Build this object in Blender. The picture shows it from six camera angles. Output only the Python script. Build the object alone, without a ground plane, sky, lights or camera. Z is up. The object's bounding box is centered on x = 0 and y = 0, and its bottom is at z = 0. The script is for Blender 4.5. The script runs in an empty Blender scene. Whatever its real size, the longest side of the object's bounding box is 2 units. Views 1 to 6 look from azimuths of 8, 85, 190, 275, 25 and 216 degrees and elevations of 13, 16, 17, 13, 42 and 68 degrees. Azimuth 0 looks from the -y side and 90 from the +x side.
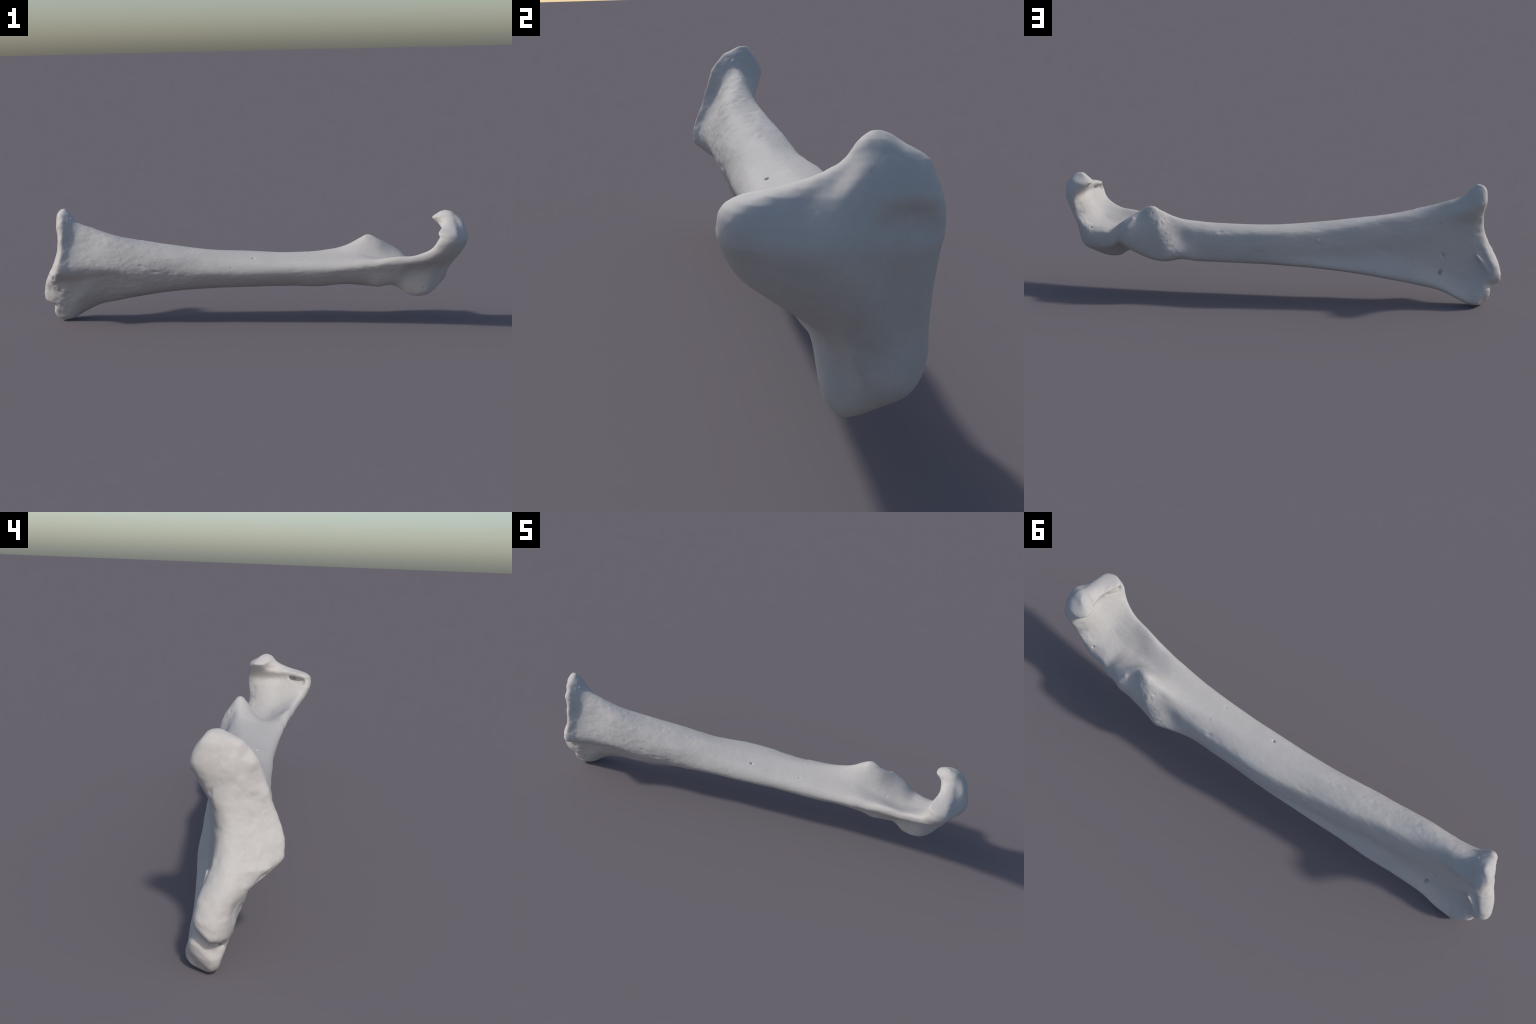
import math
import numpy as np

# =====================================================================
#  A weathered bird coracoid.  The body is one loft through hand-placed
#  cross-sections: along x for the sternal blade and the shaft, then in
#  planes that fan round a pivot for the acrocoracoid hook.  The loft is
#  evaluated as a distance field, details are blended in, and the field is
#  polygonised to one smooth surface.
# =====================================================================
PIVOT_X, PIVOT_Z = 0.74, 0.47       # axis (parallel to y) the hook curls round
FAN = 0.0035                        # length of spine that one degree stands for

# Each section: crest T, dorsal ridge R, lateral face F1 F2, lateral foot BR,
# belly B, medial face L1, medial ridge L L2, shoulder TL, trough TM  (y, z)
STERNAL = {
 -0.96: [(0,.543),(.036,.475),(-.01,.375),(.014,.165),(.033,.03),(-.015,0),(-.053,.07),(-.074,.175),(-.125,.25),(-.1,.39),(-.046,.522)],
 -0.90: [(0,.543),(.043,.472),(-.009,.375),(-.004,.155),(.042,.027),(-.015,0),(-.056,.08),(-.097,.201),(-.156,.258),(-.11,.39),(-.06,.522)],
 -0.875: [(-.006,.545),(.039,.46),(-.005,.37),(-.002,.142),(.042,.026),(-.006,.003),(-.054,.088),(-.1,.206),(-.164,.27),(-.138,.395),(-.084,.507)],
 -0.82: [(-.026,.492),(.021,.438),(0,.36),(.005,.135),(.046,.045),(.015,.035),(-.057,.11),(-.091,.204),(-.151,.279),(-.102,.402),(-.063,.473)],
 -0.75: [(-.024,.462),(.006,.416),(.009,.352),(.014,.155),(.048,.083),(.03,.068),(-.052,.138),(-.1,.225),(-.137,.287),(-.099,.386),(-.063,.447)],
 -0.65: [(-.02,.428),(.008,.404),(.024,.337),(.027,.2),(.057,.111),(.033,.092),(-.03,.137),(-.1,.242),(-.127,.287),(-.104,.372),(-.073,.419)],
 -0.50: [(-.017,.393),(.02,.388),(.044,.318),(.045,.225),(.077,.139),(.05,.12),(-.028,.149),(-.08,.205),(-.114,.272),(-.103,.336),(-.069,.381)],
}
SHAFT = {
 -0.35: [(-.01,.371),(.049,.355),(.068,.285),(.069,.215),(.087,.159),(.057,.141),(-.024,.168),(-.078,.22),(-.098,.275),(-.085,.331),(-.048,.362)],
 -0.20: [(.005,.352),(.068,.332),(.087,.28),(.089,.22),(.099,.173),(.058,.154),(-.013,.177),(-.078,.236),(-.089,.268),(-.068,.318),(-.032,.343)],
  0.00: [(.033,.337),(.1,.322),(.115,.275),(.115,.222),(.107,.181),(.062,.163),(-.01,.189),(-.073,.245),(-.077,.273),(-.058,.306),(-.012,.326)],
  0.20: [(.045,.334),(.102,.31),(.119,.265),(.12,.22),(.106,.179),(.074,.167),(0,.194),(-.064,.251),(-.069,.28),(-.053,.303),(0,.323)],
  0.35: [(.062,.343),(.103,.322),(.122,.275),(.129,.225),(.119,.184),(.081,.168),(.004,.192),(-.062,.254),(-.07,.281),(-.055,.306),(.006,.328)],
  0.42: [(.075,.355),(.102,.337),(.125,.285),(.154,.22),(.14,.193),(.09,.176),(.003,.199),(-.061,.26),(-.071,.287),(-.057,.309),(.012,.333)],
  0.47: [(.081,.373),(.11,.348),(.143,.3),(.167,.225),(.154,.187),(.116,.171),(-.002,.206),(-.061,.263),(-.074,.293),(-.058,.314),(.014,.336)],
  0.51: [(.086,.395),(.126,.366),(.15,.315),(.158,.245),(.147,.186),(.115,.168),(-.004,.205),(-.063,.266),(-.077,.297),(-.06,.319),(.014,.336)],
  0.55: [(.087,.414),(.121,.377),(.142,.325),(.152,.255),(.137,.187),(.1,.169),(-.004,.201),(-.064,.268),(-.079,.303),(-.062,.325),(.012,.33)],
  0.60: [(.081,.394),(.114,.362),(.138,.325),(.148,.265),(.129,.2),(.072,.176),(-.014,.195),(-.065,.268),(-.085,.309),(-.068,.329),(.008,.32)],
  0.66: [(.104,.357),(.131,.339),(.147,.3),(.144,.25),(.115,.216),(.035,.19),(-.014,.202),(-.069,.278),(-.092,.322),(-.08,.341),(0,.309)],
  0.70: [(.106,.332),(.123,.324),(.135,.29),(.129,.256),(.09,.226),(.01,.175),(-.013,.2),(-.046,.252),(-.097,.324),(-.088,.347),(0,.303)],
}
# fan planes: degrees above the horizontal -> (y, distance from the pivot)
HOOK = {
 -90: [(.098,.172),(.118,.18),(.126,.21),(.119,.242),(.08,.268),(.002,.32),(-.02,.295),(-.045,.2),(-.103,.145),(-.095,.12),(0,.166)],
 -75: [(.08,.182),(.1,.193),(.106,.222),(.096,.26),(.064,.292),(0,.328),(-.027,.303),(-.045,.205),(-.107,.144),(-.101,.118),(-.005,.163)],
 -60: [(.06,.188),(.092,.211),(.098,.235),(.088,.272),(.06,.302),(.014,.295),(-.016,.252),(-.054,.199),(-.115,.15),(-.109,.118),(-.015,.161)],
 -45: [(.05,.182),(.088,.211),(.086,.23),(.07,.247),(.04,.262),(-.003,.257),(-.036,.229),(-.08,.203),(-.13,.153),(-.121,.124),(-.02,.155)],
 -30: [(.05,.165),(.086,.202),(.083,.218),(.058,.23),(.03,.244),(-.011,.256),(-.056,.233),(-.119,.201),(-.149,.164),(-.14,.13),(-.03,.146)],
 -20: [(.045,.16),(.09,.188),(.085,.213),(.056,.228),(.02,.248),(-.022,.26),(-.07,.236),(-.141,.2),(-.16,.165),(-.15,.13),(-.035,.146)],
 -10: [(.035,.158),(.092,.174),(.09,.211),(.062,.23),(.02,.253),(-.03,.261),(-.088,.236),(-.148,.208),(-.162,.165),(-.14,.127),(-.04,.154)],
   0: [(.035,.137),(.088,.151),(.089,.203),(.06,.228),(.02,.244),(-.025,.241),(-.065,.217),(-.128,.196),(-.141,.163),(-.122,.129),(-.05,.141)],
   7: [(.033,.123),(.083,.133),(.086,.184),(.06,.214),(.025,.229),(-.01,.229),(-.03,.208),(-.056,.19),(-.062,.172),(-.05,.16),(-.005,.142)],
  13: [(.036,.113),(.077,.122),(.084,.165),(.056,.201),(.03,.212),(.004,.213),(-.012,.2),(-.02,.182),(-.018,.165),(-.008,.15),(.012,.13)],
  20: [(.04,.112),(.062,.118),(.062,.148),(.046,.174),(.03,.191),(.01,.193),(.001,.185),(0,.175),(.001,.163),(.006,.148),(.02,.124)],
  25: [(.036,.15),(.04,.152),(.04,.156),(.036,.162),(.03,.168),(.024,.17),(.02,.168),(.018,.164),(.019,.16),(.022,.156),(.03,.152)],
}
# how far the blade reaches (x) at each height: lip, notch, lobe, hollow, tip
END_PROFILE = [(-.02,-.918),(0,-.93),(.02,-.947),(.045,-.957),(.08,-.958),(.09,-.966),(.102,-.99),(.13,-1.002),(.16,-.998),
               (.2,-.986),(.25,-.96),(.3,-.936),(.36,-.917),(.42,-.912),(.47,-.919),(.5,-.919),(.53,-.912),(.56,-.88)]


def hermite(xs, ys, x):
    """Monotone-ish cubic through (xs, ys); ys may be an array of shapes."""
    xs = np.asarray(xs, float); ys = np.asarray(ys, float); x = np.asarray(x, float)
    ext = (len(xs),) + (1,) * (ys.ndim - 1)
    h = np.diff(xs).reshape((len(xs) - 1,) + ext[1:])
    d = np.diff(ys, axis=0) / h
    m = np.zeros_like(ys)
    m[1:-1] = (d[:-1] * h[1:] + d[1:] * h[:-1]) / (h[1:] + h[:-1])
    m[0], m[-1] = d[0], d[-1]
    x = np.clip(x, xs[0], xs[-1])
    i = np.clip(np.searchsorted(xs, x, 'right') - 1, 0, len(xs) - 2)
    w = (xs[i + 1] - xs[i]); t = (x - xs[i]) / w
    sh = t.shape + (1,) * (ys.ndim - 1)
    t, w = t.reshape(sh), w.reshape(sh)
    return ((1 + 2 * t) * (1 - t) ** 2 * ys[i] + t * (1 - t) ** 2 * w * m[i]
            + t * t * (3 - 2 * t) * ys[i + 1] + t * t * (t - 1) * w * m[i + 1])


def closed_curve(pts, per=7):
    """Closed centripetal-like Catmull-Rom through the section landmarks."""
    p = np.asarray(pts); n = len(p)
    a, b, c, d = np.roll(p, 1, 0), p, np.roll(p, -1, 0), np.roll(p, -2, 0)
    lab = np.linalg.norm(b - a, axis=1, keepdims=True) ** .5 + 1e-6
    lbc = np.linalg.norm(c - b, axis=1, keepdims=True) ** .5 + 1e-6
    lcd = np.linalg.norm(d - c, axis=1, keepdims=True) ** .5 + 1e-6
    mb = lbc * ((b - a) / lab - (c - a) / (lab + lbc) + (c - b) / lbc)
    mc = lbc * ((c - b) / lbc - (d - b) / (lbc + lcd) + (d - c) / lcd)
    out = []
    for t in np.arange(per) / per:
        out.append((1 + 2 * t) * (1 - t) ** 2 * b + t * (1 - t) ** 2 * mb + t * t * (3 - 2 * t) * c + t * t * (t - 1) * mc)
    return np.stack(out, 1).reshape(n * per, 2)


def polygon_distance(poly, Y, Q):
    """Signed distance (negative inside) of the grid points to a closed polygon."""
    a = poly; b = np.roll(poly, -1, 0); e = b - a
    best = np.full(Y.shape, 1e9); inside = np.zeros(Y.shape, bool)
    for (ay, aq), (by, bq), (ey, eq) in zip(a, b, e):
        dy, dq = Y - ay, Q - aq
        t = np.clip((dy * ey + dq * eq) / (ey * ey + eq * eq + 1e-12), 0, 1)
        np.minimum(best, (dy - ey * t) ** 2 + (dq - eq * t) ** 2, out=best)
        if abs(eq) > 1e-12:
            inside ^= ((aq <= Q) != (bq <= Q)) & (Y < ay + (Q - aq) * ey / eq)
    d = np.sqrt(best)
    return np.where(inside, -d, d)


def smax(a, b, k):
    h = np.clip(.5 - .5 * (b - a) / k, 0, 1)
    return b + (a - b) * h + k * h * (1 - h)


def smin(a, b, k):
    return -smax(-a, -b, k)


def loft_sections():
    keys, secs = [], []
    for x, p in {**STERNAL, **SHAFT}.items():
        keys.append(x); secs.append([(y, z - PIVOT_Z) for y, z in p])
    for deg, p in HOOK.items():
        keys.append(PIVOT_X + (deg + 90) * FAN); secs.append([(y, -r) for y, r in p])
    return np.array(keys), np.array(secs)


def sample(F, axes, P):
    """Trilinear lookup of field F on regular axes at points P."""
    idx, fr = [], []
    for k, (ax, p) in enumerate(zip(axes, P)):
        u = np.clip((p - ax[0]) / (ax[1] - ax[0]), 0, len(ax) - 1.001)
        i = u.astype(np.int32); idx.append(i); fr.append((u - i).astype(np.float32))
    i, j, k = idx; a, b, c = fr
    r = 0
    for di in (0, 1):
        for dj in (0, 1):
            for dk in (0, 1):
                r = r + F[i + di, j + dj, k + dk] * ((a if di else 1 - a) * (b if dj else 1 - b) * (c if dk else 1 - c))
    return r


def end_of_blade(y, z):
    zz = z - np.clip(y + .022, 0, .06) * .9 * np.clip((.22 - z) / .1, 0, 1)
    zp, xp = zip(*END_PROFILE)
    e = hermite(zp, xp, zz)
    # the end face is bevelled steeply on the medial side, rolled over on the lateral side
    y0 = np.interp(z, [0, .08, .1, .16, .2, .25, .3, .42, .5, .55], [-.048, -.044, -.046, -.048, -.056, -.064, -.052, -.048, -.03, -.02])
    s = np.interp(z, [0, .08, .12, .18, .215, .25, .3, .42, .55], [1.5, 1.7, 1.9, 1.7, 1.0, .62, .46, .5, .8])
    e = e + s * .01 * np.log1p(np.exp(np.clip((y0 - y) / .01, -30, 30)))
    y1 = np.interp(z, [0, .08, .1, .15, .19, .22, .27, .33, .37, .4, .44, .475, .55],
                   [.06, .036, .016, .012, .003, -.012, -.027, -.028, -.016, .002, .024, .046, .034])
    return e + 2.2 * .012 * np.log1p(np.exp(np.clip((y - y1) / .012, -30, 30)))


def ball(x, y, z, c):
    return np.sqrt((x - c[0]) ** 2 + (y - c[1]) ** 2 + (z - c[2]) ** 2)


def rod(x, y, z, a, b):
    """Distance to the segment a-b."""
    a = np.array(a); d = np.array(b) - a
    t = np.clip(((x - a[0]) * d[0] + (y - a[1]) * d[1] + (z - a[2]) * d[2]) / (d @ d), 0, 1)
    return ball(x - t * d[0], y - t * d[1], z - t * d[2], a)


class Field:
    def __init__(self):
        self.keys, self.secs = loft_sections()
        sa = np.arange(self.keys[0], self.keys[-1] + .001, .0085)
        self.sa = sa
        self.ya = np.arange(-.2, .2, .004)
        self.qa = np.arange(-.5, .12, .004)
        Y, Q = np.meshgrid(self.ya, self.qa, indexing='ij')
        shapes = hermite(self.keys, self.secs, sa)
        self.F = np.stack([polygon_distance(closed_curve(s), Y, Q) for s in shapes]).astype(np.float32)

    def loft(self, x, y, z):
        th = np.degrees(np.arctan2(z - PIVOT_Z, x - PIVOT_X))
        r = np.hypot(x - PIVOT_X, z - PIVOT_Z)
        fan = (x > PIVOT_X)
        s = np.where(fan, PIVOT_X + (th + 90) * FAN, x)
        q = np.where(fan, -r, z - PIVOT_Z)
        f = sample(self.F, (self.sa, self.ya, self.qa), (s, y, q))
        over = (s - self.sa[-1]) * r * (math.pi / 180) / FAN       # beyond the tip of the hook
        return np.where(fan, np.maximum(f, over), f)

    def __call__(self, x, y, z):
        f = self.loft(x, y, z)
        f = np.where(x < -.8, smax(f, (end_of_blade(y, z) - x) * .8, .014), f)
        if x.max() > .4:
            # lip on the far side of the humeral facet
            f = smin(f, rod(x, y, z, (.632, .119, .357), (.653, .137, .322)) - .0025, .015)
            # slit under the medial knob of the hook, with a deeper hole at its inner end
            f = smax(f, .0105 - rod(x, y, z, (.891, -.086, .452), (.867, -.128, .4395)), .012)
            f = smax(f, .0045 - rod(x, y, z, (.886, -.097, .447), (.900, -.094, .45)), .004)
            f = smax(f, .03 - rod(x, y, z, (1.004, .03, .455), (.98, .07, .445)), .012)
            # fossa on the outside, below the lateral lobe, and the hollow above the foot
            f = smax(f, .054 - rod(x, y, z, (1.022, .058, .405), (.975, .06, .29)), .02)
            f = smax(f, .045 - ball(x, y, z, (.962, .03, .255)), .02)
        if x.min() < -.8:
            # lip running from the lateral face out onto the lobe; nubs; a hole
            f = smin(f, rod(x, y, z, (-.893, -.004, .228), (-.942, .003, .165)) - .005, .02)
            f = smin(f, rod(x, y, z, (-.928, -.055, .12), (-.933, -.05, .105)) - .006, .005)
            f = smax(f, .0035 - rod(x, y, z, (-.985, -.027, .1), (-.955, -.027, .102)), .003)
            f = smax(f, .004 - rod(x, y, z, (-.936, -.04, .079), (-.955, -.04, .086)), .01)
        return f


def surface_net(F, h, origin):
    """Naive surface nets: one vertex per sign-changing cell, one quad per crossed edge."""
    ins = F < 0
    c = np.zeros(tuple(n - 1 for n in F.shape), np.int8)
    for d in np.ndindex(2, 2, 2):
        c += ins[d[0]:F.shape[0] - 1 + d[0], d[1]:F.shape[1] - 1 + d[1], d[2]:F.shape[2] - 1 + d[2]]
    cells = np.argwhere((c > 0) & (c < 8))
    ids = np.full(c.shape, -1, np.int64); ids[tuple(cells.T)] = np.arange(len(cells))
    acc = np.zeros((len(cells), 3)); cnt = np.zeros(len(cells))
    corners = list(np.ndindex(2, 2, 2))
    for a in corners:
        for ax in range(3):
            if a[ax]: continue
            b = list(a); b[ax] = 1
            fa = F[tuple((cells + a).T)]; fb = F[tuple((cells + b).T)]
            m = (fa < 0) != (fb < 0)
            t = fa[m] / (fa[m] - fb[m])
            p = np.tile(np.array(a, float), (m.sum(), 1)); p[:, ax] = t
            acc[m] += p; cnt[m] += 1
    V = (cells + acc / cnt[:, None]) * h + origin
    quads = []
    for ax in range(3):
        u, v = (ax + 1) % 3, (ax + 2) % 3
        sl0 = [slice(None)] * 3; sl1 = [slice(None)] * 3
        sl0[ax] = slice(0, -1); sl1[ax] = slice(1, None)
        A, B = ins[tuple(sl0)], ins[tuple(sl1)]
        e = np.argwhere(A != B)
        e = e[(e[:, u] > 0) & (e[:, v] > 0) & (e[:, u] < c.shape[u]) & (e[:, v] < c.shape[v])]
        du = np.zeros(3, int); du[u] = 1
        dv = np.zeros(3, int); dv[v] = 1
        q = np.stack([ids[tuple((e - du - dv).T)], ids[tuple((e - dv).T)], ids[tuple(e.T)], ids[tuple((e - du).T)]], 1)
        flip = ~A[tuple(e.T)]
        q[flip] = q[flip][:, ::-1]
        quads.append(q)
    return V, np.concatenate(quads)


def build_surface(h=.003):
    fld = Field()
    lo = np.array([-1.012, -.185, -.012]); hi = np.array([1.012, .185, .556])
    ax = [np.arange(lo[k], hi[k] + h, h) for k in range(3)]
    F = np.empty(tuple(len(a) for a in ax), np.float32)
    for i in range(0, len(ax[0]), 40):
        X, Y, Z = np.meshgrid(ax[0][i:i + 40], ax[1], ax[2], indexing='ij')
        F[i:i + 40] = fld(X, Y, Z)
    V, Q = surface_net(F, h, lo)
    return V, Q, fld

#BLENDER
import bpy
from mathutils import Vector, noise

# small nutrient holes and pits: (position, direction of elongation, half-length, half-width, depth)
PITS = [
 ((.0258, -.0283, .3227), (1, -.3, 0), .0065, .0036, .009),
 ((-.071, -.080, .283), (1, 0, 0), .004, .003, .002),
 ((.258, -.029, .315), (1, 0, 0), .005, .004, .003),
 ((.6446, .0103, .3203), (1, .2, 0), .008, .0025, .0025),
 ((-.732, .019, .15), (.45, 0, -1), .018, .007, .014),
 ((-.744, .013, .228), (.6, 0, .8), .010, .007, .008),
 ((-.724, .011, .372), (1, 0, 0), .006, .004, .005),
 ((.238, .100, .309), (1, 0, -.4), .014, .006, .0025),
 ((.754, .113, .215), (1, 0, 0), .005, .003, .004),
 ((.848, .079, .297), (1, 0, 0), .004, .004, .007),
 ((.8047, -.0158, .190), (.2, .3, 1), .011, .006, .0025),
 ((-.482, .036, .25), (1, 0, .1), .03, .012, .0025),
 ((-.200, .09, .270), (1, 0, -.3), .022, .012, .0025),
 ((.058, .11, .234), (1, 0, -.4), .022, .01, .002),
 ((-.494, -.113, .298), (1, 0, 0), .012, .005, .002),
 ((-.426, -.105, .270), (1, 0, -.2), .016, .006, .003),
 ((-.370, -.098, .262), (1, 0, -.2), .012, .005, .002),
 ((-.908, -.003, .41), (0, -.4, 1), .016, .006, .003),
 ((.494, .113, .362), (1, 0, -.4), .007, .005, .002),
 ((.538, .125, .352), (0, 0, 1), .004, .003, .0015),
]
# raised specks of mineral
SPECKS = [((.262, .052, .332), .004, .0022), ((.47, .143, .309), .004, .002), ((-.26, .0, .36), .003, .0012),
          ((-.86, -.02, .5), .005, .003), ((-.855, -.035, .492), .005, .003), ((-.89, -.098, .478), .016, .008), ((-.89, -.062, .515), .014, .005),
          ((-.89, -.128, .405), .014, .004), ((-.885, .042, .47), .014, .004), ((-.88, -.165, .27), .012, .003), ((-.91, -.08, .175), .008, .004),
          ((-.2, .092, .29), .009, .002)]
RIDGE = [(.548, .084, .412), (.525, .115, .372), (.499, .146, .340), (.47, .155, .27), (.444, .157, .205)]


def smooth(V, Q, rounds, lam, mu):
    n = len(V)
    e = np.concatenate([Q[:, [0, 1]], Q[:, [1, 2]], Q[:, [2, 3]], Q[:, [3, 0]]])
    deg = np.bincount(e[:, 0], minlength=n) + np.bincount(e[:, 1], minlength=n)
    def lap(V):
        out = np.empty_like(V)
        for k in range(3):
            out[:, k] = (np.bincount(e[:, 0], V[e[:, 1], k], n) + np.bincount(e[:, 1], V[e[:, 0], k], n)) / deg
        return out - V
    for _ in range(rounds):
        V = V + lam * lap(V)
        V = V + mu * lap(V)
    return V


def normals(V, Q):
    fn = np.cross(V[Q[:, 2]] - V[Q[:, 0]], V[Q[:, 3]] - V[Q[:, 1]])
    N = np.zeros_like(V)
    for k in range(4):
        for a in range(3):
            N[:, a] += np.bincount(Q[:, k], fn[:, a], len(V))
    return N / np.maximum(np.linalg.norm(N, axis=1, keepdims=True), 1e-12)


def lattice_noise(P, seed):
    """Smooth value noise in -1..1, vectorised."""
    P = P + 100.0
    i = np.floor(P).astype(np.int64); f = P - i; f = f * f * (3 - 2 * f)
    r = 0
    for d in np.ndindex(2, 2, 2):
        c = i + d
        hsh = (c[:, 0] * 73856093) ^ (c[:, 1] * 19349663) ^ (c[:, 2] * 83492791) ^ (seed * 2654435761)
        hsh = (hsh ^ (hsh >> 13)) * 1274126177 & 0x7fffffff
        hsh = (hsh ^ (hsh >> 16)) & 0xffff
        w = np.prod(np.where(np.array(d), f, 1 - f), axis=1)
        r = r + w * (hsh / 32767.5 - 1)
    return r


def ramp(v, a, b):
    t = np.clip((v - a) / (b - a), 0, 1)
    return t * t * (3 - 2 * t)


def relief(V, N):
    """Height of the worn, pitted bone surface above the smooth body."""
    x, y, z = V.T
    d = np.zeros(len(V))
    # fine weathering, drawn out along the shaft
    d += .0003 * lattice_noise(V * (45, 80, 80), 1) + .0002 * lattice_noise(V * (100, 160, 160), 2)
    d += .0009 * lattice_noise(V * (14, 22, 22), 3)
    # coarse, crumbly rim of the sternal end and the back of its flare
    rim = 1 - ramp(x, -.90, -.80)
    d += rim * (.0008 * lattice_noise(V * 60, 4) + (.0045 * lattice_noise(V * 24, 5) + .002 * lattice_noise(V * 48, 17)) * ramp(-N[:, 1] + N[:, 2] - .6 * N[:, 0], -.1, .6) * (1 - .75 * ramp(-N[:, 0], .45, .85)))
    # granular band on the medial and upper sides of the blade
    gran = (1 - ramp(x, -.35, -.1)) * ramp(-N[:, 1] + .5 * N[:, 2], -.2, .4)
    d += gran * (.0004 * lattice_noise(V * (95, 120, 120), 6) + .0009 * lattice_noise(V * (40, 55, 55), 16))
    # spongy face of the procoracoid ridge
    dist = np.full(len(V), 9.0)
    for a, b in zip(RIDGE[:-1], RIDGE[1:]):
        dist = np.minimum(dist, rod(x, y, z, a, b))
    spongy = (1 - ramp(dist, .015, .05))
    d += spongy * (.0013 * lattice_noise(V * 65, 7) - .0012 * ramp(lattice_noise(V * 70, 8), .35, .8))
    # rough lateral edge inside the hook
    edge = ramp(x, .80, .84) * ramp(y, .045, .075) * (1 - ramp(z, .40, .45)) * ramp(-N[:, 0] + N[:, 2], .1, .6)
    d += edge * (.0014 * lattice_noise(V * 75, 9) + .0012 * lattice_noise(V * 38, 10))
    # muscle striae along the inner face of the hook and trough
    tr = ramp(x, .55, .7) * ramp(N[:, 2] - N[:, 0], .3, .9)
    d += tr * .0003 * lattice_noise(V * (40, 150, 40), 11)
    # rough line along the dorso-lateral crest and medial crest of the shaft
    crest = ramp(x, -.6, -.4) * (1 - ramp(x, .3, .42)) * np.exp(-((N[:, 1] - .62) / .25) ** 2) * (N[:, 2] > 0)
    d += crest * .0012 * lattice_noise(V * (35, 60, 60), 12)
    med = ramp(x, -.6, -.4) * (1 - ramp(x, .6, .8)) * np.exp(-((N[:, 2] + .35) / .3) ** 2) * (N[:, 1] < 0)
    d += med * .0009 * lattice_noise(V * (40, 90, 90), 13)
    # lumpy outer face of the hook
    head = ramp(x, .84, .9) * ramp(N[:, 0], 0, .5)
    d += head * .0012 * lattice_noise(V * (40, 40, 22), 14)
    for c, ax, L, W, dep in PITS:
        c = np.array(c); k = np.nonzero(np.abs(V - c).max(1) < L + .03)[0]
        c = V[k[np.argmin(((V[k] - c) ** 2).sum(1))]]          # seat it on the surface
        ax = np.array(ax, float); ax /= np.linalg.norm(ax)
        q = V[k] - c; t = q @ ax
        r = np.sqrt((t / L) ** 2 + ((q ** 2).sum(1) - t * t).clip(0) / W ** 2)
        d[k] -= dep * np.exp(-r ** 2.6)
    for c, r, hgt in SPECKS:
        c = np.array(c); k = np.nonzero(np.abs(V - c).max(1) < .04)[0]
        c = V[k[np.argmin(((V[k] - c) ** 2).sum(1))]]
        d[k] += hgt * np.exp(-((V[k] - c) ** 2).sum(1) / r ** 2)
    return d


def bone_material():
    m = bpy.data.materials.new("dry_bone"); m.use_nodes = True
    nt = m.node_tree; nt.nodes.clear()
    def node(t, **kw):
        n = nt.nodes.new(t)
        for k, v in kw.items(): setattr(n, k, v)
        return n
    out = node("ShaderNodeOutputMaterial"); bs = node("ShaderNodeBsdfPrincipled")
    nt.links.new(bs.outputs[0], out.inputs[0])
    co = node("ShaderNodeTexCoord")
    def tex(scale, detail, rough, stretch):
        mp = node("ShaderNodeMapping"); mp.inputs["Scale"].default_value = stretch
        nt.links.new(co.outputs["Object"], mp.inputs[0])
        n = node("ShaderNodeTexNoise"); n.inputs["Scale"].default_value = scale
        n.inputs["Detail"].default_value = detail; n.inputs["Roughness"].default_value = rough
        nt.links.new(mp.outputs[0], n.inputs["Vector"]); return n
    broad = tex(14, 5, .6, (.6, 1, 1)); fine = tex(120, 4, .6, (.55, 1, 1))
    mix = node("ShaderNodeMath", operation='MULTIPLY_ADD'); mix.inputs[1].default_value = .45
    nt.links.new(fine.outputs[0], mix.inputs[0])
    half = node("ShaderNodeMath", operation='MULTIPLY'); half.inputs[1].default_value = .55
    nt.links.new(broad.outputs[0], half.inputs[0]); nt.links.new(half.outputs[0], mix.inputs[2])
    cr = node("ShaderNodeValToRGB")
    cr.color_ramp.elements[0].position = .3; cr.color_ramp.elements[0].color = (*DARK, 1)
    cr.color_ramp.elements[1].position = .7; cr.color_ramp.elements[1].color = (*LIGHT, 1)
    nt.links.new(mix.outputs[0], cr.inputs[0]); nt.links.new(cr.outputs[0], bs.inputs["Base Color"])
    bs.inputs["Roughness"].default_value = .7
    bs.inputs["Specular IOR Level"].default_value = .25
    bump = node("ShaderNodeBump"); bump.inputs["Strength"].default_value = .12; bump.inputs["Distance"].default_value = .0015
    nt.links.new(fine.outputs[0], bump.inputs["Height"]); nt.links.new(bump.outputs[0], bs.inputs["Normal"])
    return m


LIGHT, DARK = (.525, .502, .482), (.462, .442, .424)


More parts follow.
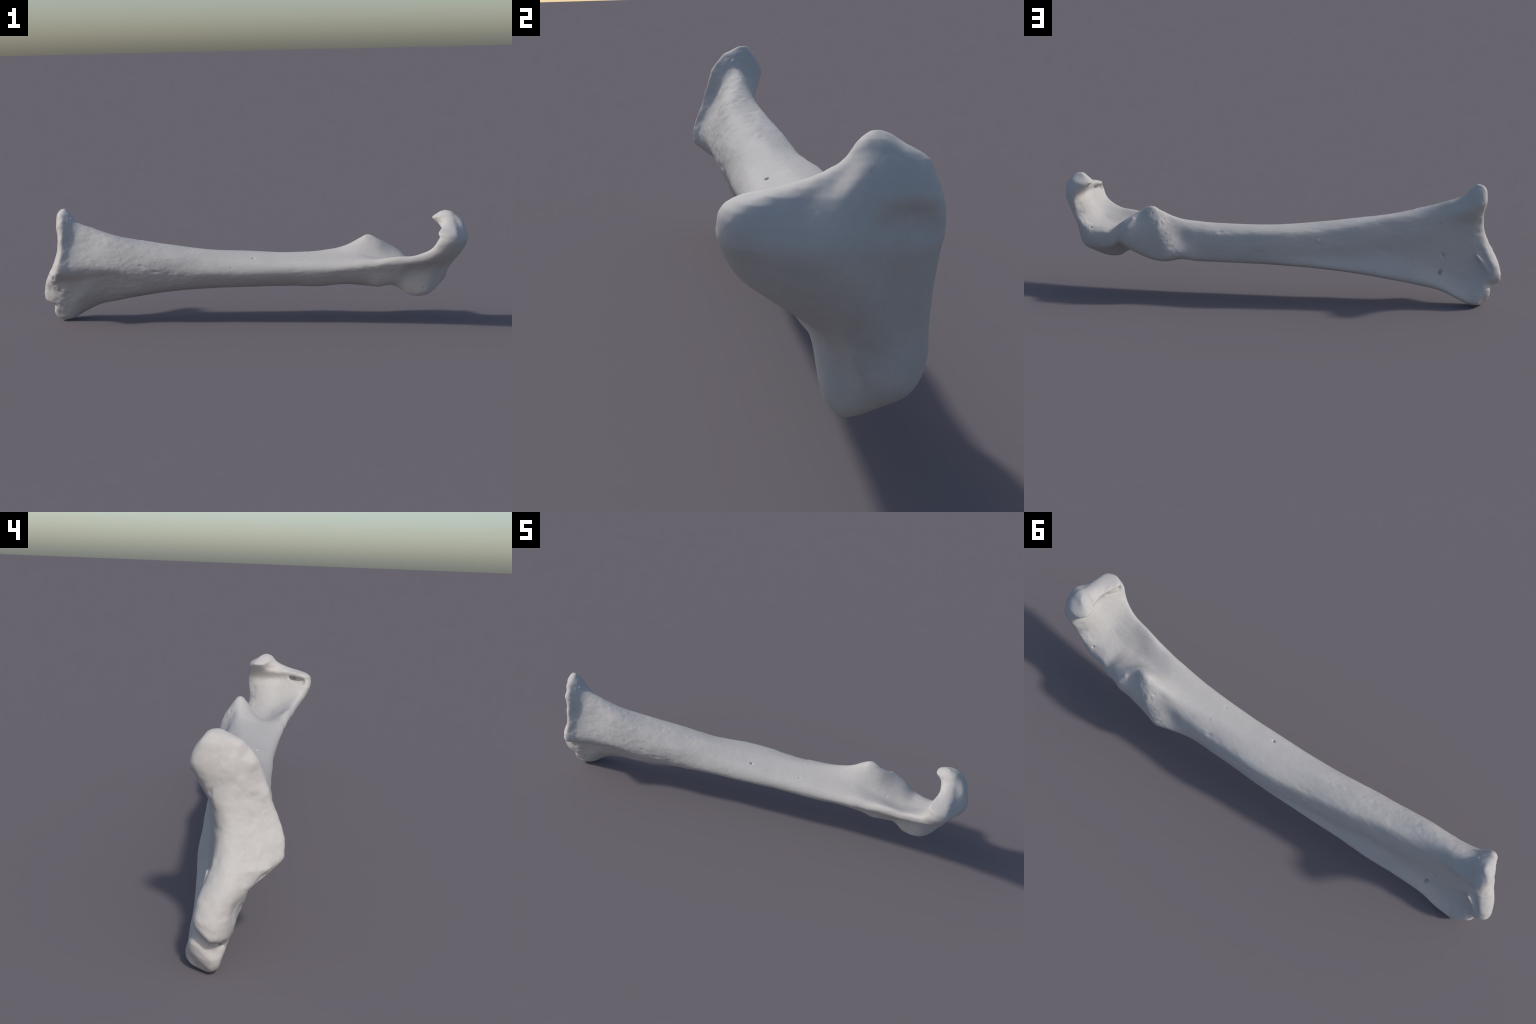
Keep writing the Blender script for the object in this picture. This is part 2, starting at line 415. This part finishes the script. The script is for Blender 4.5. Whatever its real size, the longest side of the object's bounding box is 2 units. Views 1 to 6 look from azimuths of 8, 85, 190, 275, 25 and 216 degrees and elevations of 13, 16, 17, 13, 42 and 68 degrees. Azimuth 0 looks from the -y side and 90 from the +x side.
def region_of(c):
    """Name of the anatomical part that a face centre belongs to."""
    x, y, z = c.T
    part = np.full(len(c), 1)                                   # shaft
    part[x < -.70] = 0                                          # sternal end
    pro = (x > .36) & (y > .045) & (x < .60 + .25 * (y - .1)) & (x + 1.2 * (y - .1) > .40)
    part[pro] = 2                                               # procoracoid process
    part[(x > .62) & ~pro] = 3                                  # acrocoracoid base with the facet
    part[(x > .80) & (z > .27 + .0 * x)] = 4                    # hook
    return part


PARTS = ["sternal_end", "shaft", "procoracoid_process", "coracoid_head", "hook"]


def main():
    V, Q, fld = build_surface(h=.0028)
    V = smooth(V, Q, 3, .5, -.52)
    N = normals(V, Q)
    V = V + N * (relief(V, N) + .0006)[:, None]
    # settle it on the ground and in the 2 m frame
    zl = V[:, 2].min()
    low = V[:, 2] < .03
    V[low, 2] = .03 - (.03 - V[low, 2]) * .03 / (.03 - zl)
    a, b = V[:, 0].min(), V[:, 0].max()
    V[:, 0] = (V[:, 0] - (a + b) / 2) * 2.0 / (b - a)
    N = normals(V, Q)
    part = region_of(V[Q].mean(1))
    mat = bone_material()
    root = bpy.data.objects.new("coracoid_bone", None)
    bpy.context.scene.collection.objects.link(root)
    root["label"] = "long pale dry bone, flared end and curled hook"
    root["category"] = "bone"
    for k, name in enumerate(PARTS):
        q = Q[part == k]
        used, inv = np.unique(q, return_inverse=True)
        inv = inv.reshape(-1, 4)
        me = bpy.data.meshes.new(name)
        me.vertices.add(len(used)); me.vertices.foreach_set("co", V[used].astype(np.float32).ravel())
        me.loops.add(inv.size); me.loops.foreach_set("vertex_index", inv.ravel().astype(np.int32))
        me.polygons.add(len(inv)); me.polygons.foreach_set("loop_start", np.arange(0, inv.size, 4, dtype=np.int32))
        me.update(calc_edges=True)
        me.polygons.foreach_set("use_smooth", np.ones(len(inv), bool))
        me.normals_split_custom_set_from_vertices(N[used].tolist())
        me.materials.append(mat)
        ob = bpy.data.objects.new(name, me); ob.parent = root
        bpy.context.scene.collection.objects.link(ob)


main()
